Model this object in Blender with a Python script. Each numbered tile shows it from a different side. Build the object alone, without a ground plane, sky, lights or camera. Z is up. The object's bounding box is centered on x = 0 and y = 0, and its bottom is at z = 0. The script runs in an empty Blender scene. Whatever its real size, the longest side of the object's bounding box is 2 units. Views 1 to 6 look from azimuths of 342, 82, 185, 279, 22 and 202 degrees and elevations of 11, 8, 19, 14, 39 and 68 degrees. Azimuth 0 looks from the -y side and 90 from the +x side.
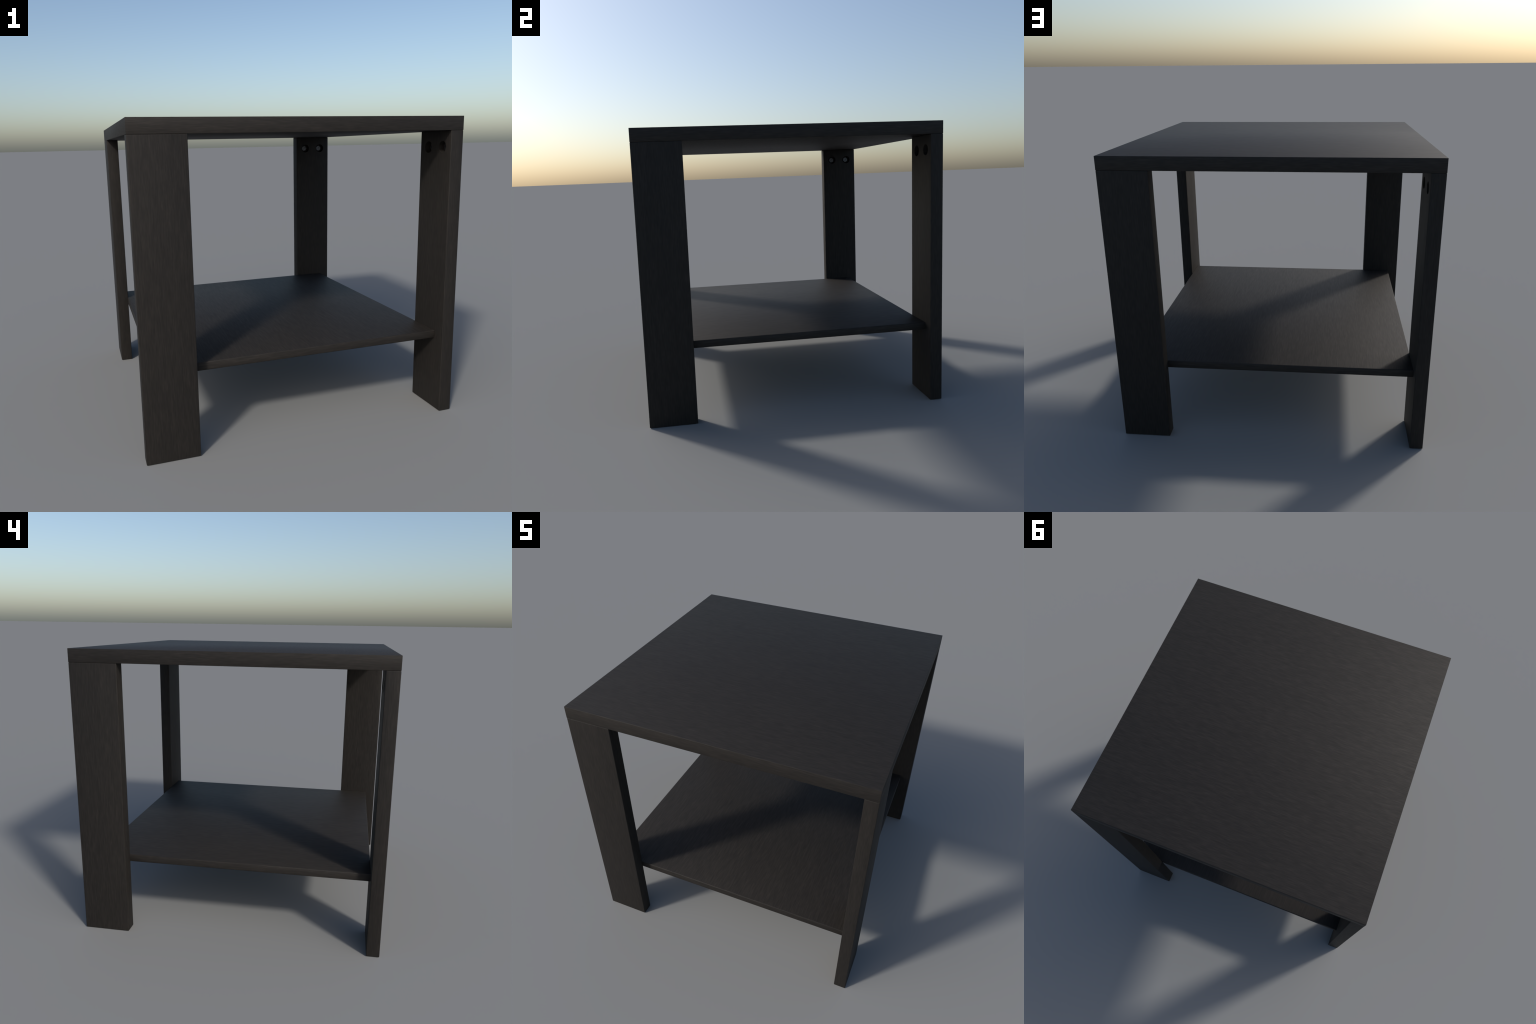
"""Dark veneer side table: square top, lower shelf, four plank legs set like a
pinwheel, each leg with two counterbored hexagon bolts on its inner face."""
import bpy, bmesh, math
from mathutils import Matrix, Vector

# ------------------------------------------------------------------ sizes (m)
HALF = 1.0                # half side of the square top
HEIGHT = 1.900            # overall height
TOP_THICK = 0.0845        # thickness of the top
LEG_W = 0.311             # wide side of a leg plank
LEG_T = 0.0845            # thin side of a leg plank
SHELF_HALF = 0.918        # the shelf is let 2-3 mm into the inner faces of the legs
SHELF_TOP = 0.5345
SHELF_THICK = 0.0515
BEVEL_TOP, BEVEL_LEG, BEVEL_SHELF = 0.0022, 0.0045, 0.005

HOLE_R = 0.0362           # counterbore
HOLE_DEPTH = 0.036
HOLE_Z = 1.7175
HOLE_GAP = 0.143          # distance between the two bolts of a leg
BOLT_R = 0.0262           # hexagon corner radius
BOLT_FACE = 0.028         # depth of the bolt's face below the leg's surface


SPEC, ROUGH = 0.21, 0.63
TONE_BOARD, TONE_LEG = 1.06, 0.90


# ------------------------------------------------------------------ materials
class Nodes:
    """Small helper to wire shader nodes."""
    def __init__(self, name):
        self.mat = bpy.data.materials.new(name)
        self.mat.use_nodes = True
        self.tree = self.mat.node_tree
        self.tree.nodes.clear()

    def add(self, kind, values=None, **props):
        node = self.tree.nodes.new(kind)
        for key, val in props.items():
            setattr(node, key, val)
        for key, val in (values or {}).items():
            if isinstance(val, bpy.types.NodeSocket):
                self.tree.links.new(val, node.inputs[key])
            else:
                node.inputs[key].default_value = val
        return node

    def math(self, op, a, b=0.0):
        return self.add('ShaderNodeMath', {0: a, 1: b}, operation=op).outputs[0]


def ramp(node, stops):
    els = node.color_ramp.elements
    while len(els) < len(stops):
        els.new(0.5)
    for el, (pos, col) in zip(els, stops):
        el.position = pos
        el.color = (*col, 1.0)


def veneer(name, grain_axis, tone=1.0, seed=0.0):
    """Dark stained veneer; the grain runs along one object axis."""
    n = Nodes(name)
    coord = n.add('ShaderNodeTexCoord').outputs['Object']
    info = n.add('ShaderNodeObjectInfo').outputs['Random']
    shift = n.math('MULTIPLY_ADD', info, 37.0)
    shift.node.inputs[2].default_value = seed

    def streaks(across, along, detail, rough, w_off):
        scale = [across] * 3
        scale[grain_axis] = along
        mapped = n.add('ShaderNodeMapping', {'Vector': coord, 'Scale': scale}).outputs[0]
        w = n.math('ADD', shift, w_off)
        return n.add('ShaderNodeTexNoise',
                     {'Vector': mapped, 'W': w, 'Scale': 1.0, 'Detail': detail,
                      'Roughness': rough, 'Distortion': 0.0},
                     noise_dimensions='4D').outputs['Fac']

    fine = streaks(190.0, 15.0, 3.0, 0.55, 0.0)       # pores and hairlines
    medium = streaks(75.0, 8.0, 2.0, 0.5, 11.0)     # single growth lines
    broad = streaks(9.0, 1.6, 2.0, 0.5, 23.0)       # soft tonal bands
    mixed = n.math('ADD', n.math('MULTIPLY', fine, 0.68),
                   n.math('ADD', n.math('MULTIPLY', medium, 0.23),
                          n.math('MULTIPLY', broad, 0.09)))
    col = n.add('ShaderNodeValToRGB', {'Fac': mixed})
    ramp(col, [(0.30, tuple(tone * c for c in (0.0138, 0.0121, 0.0106))),
               (0.50, tuple(tone * c for c in (0.0200, 0.0174, 0.0152))),
               (0.72, tuple(tone * c for c in (0.0306, 0.0260, 0.0222)))])
    rough = n.add('ShaderNodeMapRange', {'Value': mixed, 'From Min': 0.3, 'From Max': 0.7,
                                         'To Min': ROUGH + 0.03, 'To Max': ROUGH - 0.03}).outputs[0]
    bump = n.add('ShaderNodeBump', {'Height': fine, 'Strength': 0.05, 'Distance': 0.004}).outputs[0]
    bsdf = n.add('ShaderNodeBsdfPrincipled',
                 {'Base Color': col.outputs['Color'], 'Roughness': rough,
                  'Specular IOR Level': SPEC, 'Normal': bump})
    out = n.add('ShaderNodeOutputMaterial', {'Surface': bsdf.outputs[0]})
    return n.mat


def dark_steel():
    n = Nodes('blackened_steel')
    coord = n.add('ShaderNodeTexCoord').outputs['Object']
    noise = n.add('ShaderNodeTexNoise', {'Vector': coord, 'Scale': 60.0, 'Detail': 3.0}).outputs['Fac']
    col = n.add('ShaderNodeValToRGB', {'Fac': noise})
    ramp(col, [(0.3, (0.055, 0.056, 0.060)), (0.7, (0.10, 0.10, 0.105))])
    bsdf = n.add('ShaderNodeBsdfPrincipled', {'Base Color': col.outputs['Color'],
                                              'Metallic': 0.9, 'Roughness': 0.38})
    n.add('ShaderNodeOutputMaterial', {'Surface': bsdf.outputs[0]})
    return n.mat


# ------------------------------------------------------------------- geometry
def board(bm, lo, hi, bevel, segments=3):
    """Axis-aligned board from corner lo to corner hi with eased edges."""
    lo, hi = Vector(lo), Vector(hi)
    bmesh.ops.create_cube(bm, size=1.0, matrix=Matrix.Translation((lo + hi) / 2)
                          @ Matrix.Diagonal((*(hi - lo), 1.0)))
    bmesh.ops.bevel(bm, geom=list(bm.edges), offset=bevel, segments=segments,
                    profile=0.5, affect='EDGES')


def loop_normals(bm):
    """Area-weighted normals that stay flat on boards and roll over the eased
    edges; faces more than 50 degrees apart do not blend."""
    bm.normal_update()
    limit = math.cos(math.radians(50))
    out = []
    for face in bm.faces:
        for loop in face.loops:
            total = Vector()
            for other in loop.vert.link_faces:
                if face.smooth and other.normal.dot(face.normal) > limit:
                    total += other.normal * other.calc_area()
            out.append(total.normalized() if total.length > 0 else face.normal.copy())
    return out


def finish(bm, name, material, parent, smooth=True, rolled=False,
           banding=None):
    """rolled: plain smooth shading, which bows the light over the whole board.
    banding: (material, axis) of the veneer strip on the two end-grain edges."""
    bmesh.ops.recalc_face_normals(bm, faces=list(bm.faces))
    for face in bm.faces:
        face.smooth = smooth
    normals = None if rolled else loop_normals(bm)
    mesh = bpy.data.meshes.new(name)
    bm.to_mesh(mesh)
    bm.free()
    if normals:
        mesh.normals_split_custom_set(normals)
    mesh.materials.append(material)
    if banding:
        mesh.materials.append(banding[0])
        for poly in mesh.polygons:
            if abs(poly.normal[banding[1]]) > 0.9:
                poly.material_index = 1
    obj = bpy.data.objects.new(name, mesh)
    bpy.context.scene.collection.objects.link(obj)
    obj.parent = parent
    return obj


def leg_mesh():
    """Leg of the front left corner: its wide side lies along x, its thin side
    along y; the inner face (towards +y) carries two counterbored holes."""
    bm = bmesh.new()
    y_in = -HALF + LEG_T
    board(bm, (-HALF, -HALF, 0.0), (-HALF + LEG_W, y_in, HEIGHT - TOP_THICK), BEVEL_LEG, 4)
    inner = max(bm.faces, key=lambda f: f.normal.y * f.calc_area())
    rim_edges = list(inner.edges)
    bmesh.ops.delete(bm, geom=[inner], context='FACES_ONLY')
    walls = []
    for x in bolt_positions():
        ring = [bm.verts.new((x + HOLE_R * math.cos(a), y_in, HOLE_Z + HOLE_R * math.sin(a)))
                for a in (2 * math.pi * i / 40 for i in range(40))]
        deep = [bm.verts.new(v.co + Vector((0, -HOLE_DEPTH, 0))) for v in ring]
        for i in range(40):
            j = (i + 1) % 40
            rim = bm.edges.new((ring[i], ring[j]))
            rim_edges.append(rim)
            walls.append(bm.faces.new((ring[i], ring[j], deep[j], deep[i])))
            rim.smooth = False
            bm.edges.get((deep[i], deep[j])).smooth = False
        bm.faces.new(deep)
    bmesh.ops.triangle_fill(bm, edges=rim_edges, use_beauty=True, use_dissolve=False)
    return bm


def bolt_positions():
    mid = -HALF + LEG_W / 2
    return (mid - HOLE_GAP / 2, mid + HOLE_GAP / 2)


def bolt_mesh():
    """Hexagon bolt head, axis along +y, face at y = 0, with chamfered crown,
    and a small dimple in the middle."""
    bm = bmesh.new()
    def ring(radius, y, count=6, turn=0.0):
        return [bm.verts.new((radius * math.cos(a), y, radius * math.sin(a)))
                for a in (turn + 2 * math.pi * i / count for i in range(count))]
    base = -(HOLE_DEPTH - BOLT_FACE) - 0.002
    levels = [ring(BOLT_R, base), ring(BOLT_R, -0.0035), ring(BOLT_R * 0.86, 0.0),
              ring(BOLT_R * 0.26, 0.0), ring(BOLT_R * 0.22, -0.003)]
    for low, high in zip(levels, levels[1:]):
        for i in range(6):
            j = (i + 1) % 6
            bm.faces.new((low[i], low[j], high[j], high[i]))
    bm.faces.new(levels[-1])
    bm.faces.new(list(reversed(levels[0])))
    for e in bm.edges:
        e.smooth = False
    return bm


# ---------------------------------------------------------------------- build
table = bpy.data.objects.new('side_table', None)
bpy.context.scene.collection.objects.link(table)
table['label'] = 'square dark brown wooden side table with lower shelf'
table['category'] = 'side table'

wood_along_x = veneer('dark_veneer_lengthwise', 0, TONE_BOARD, 3.0)
wood_along_y = veneer('dark_veneer_crosswise', 1, TONE_BOARD, 8.0)
wood_upright = veneer('dark_veneer_upright', 2, TONE_LEG, 15.0)
steel = dark_steel()

bm = bmesh.new()
board(bm, (-HALF, -HALF, HEIGHT - TOP_THICK), (HALF, HALF, HEIGHT), BEVEL_TOP, 2)
finish(bm, 'tabletop', wood_along_x, table, rolled=True, banding=(wood_along_y, 0))

bm = bmesh.new()
board(bm, (-SHELF_HALF, -SHELF_HALF, SHELF_TOP - SHELF_THICK),
      (SHELF_HALF, SHELF_HALF, SHELF_TOP), BEVEL_SHELF, 2)
finish(bm, 'shelf', wood_along_y, table, rolled=True, banding=(wood_along_x, 1))

first_leg = finish(leg_mesh(), 'leg', wood_upright, table, rolled=True)
first_bolt = finish(bolt_mesh(), 'bolt', steel, first_leg, smooth=False)
turns = (0.35, 0.05, 0.62, 0.22, 0.48, 0.15, 0.55, 0.30)   # how far each bolt is turned
for k in range(4):
    leg = first_leg
    if k:
        leg = first_leg.copy()
        bpy.context.scene.collection.objects.link(leg)
        leg.rotation_euler = (0.0, 0.0, math.pi / 2 * k)
    for b, x in enumerate(bolt_positions()):
        bolt = first_bolt
        if k or b:
            bolt = first_bolt.copy()
            bpy.context.scene.collection.objects.link(bolt)
        bolt.parent = leg
        bolt.location = (x, -HALF + LEG_T - BOLT_FACE, HOLE_Z)
        bolt.rotation_euler = (0.0, turns[2 * k + b], 0.0)
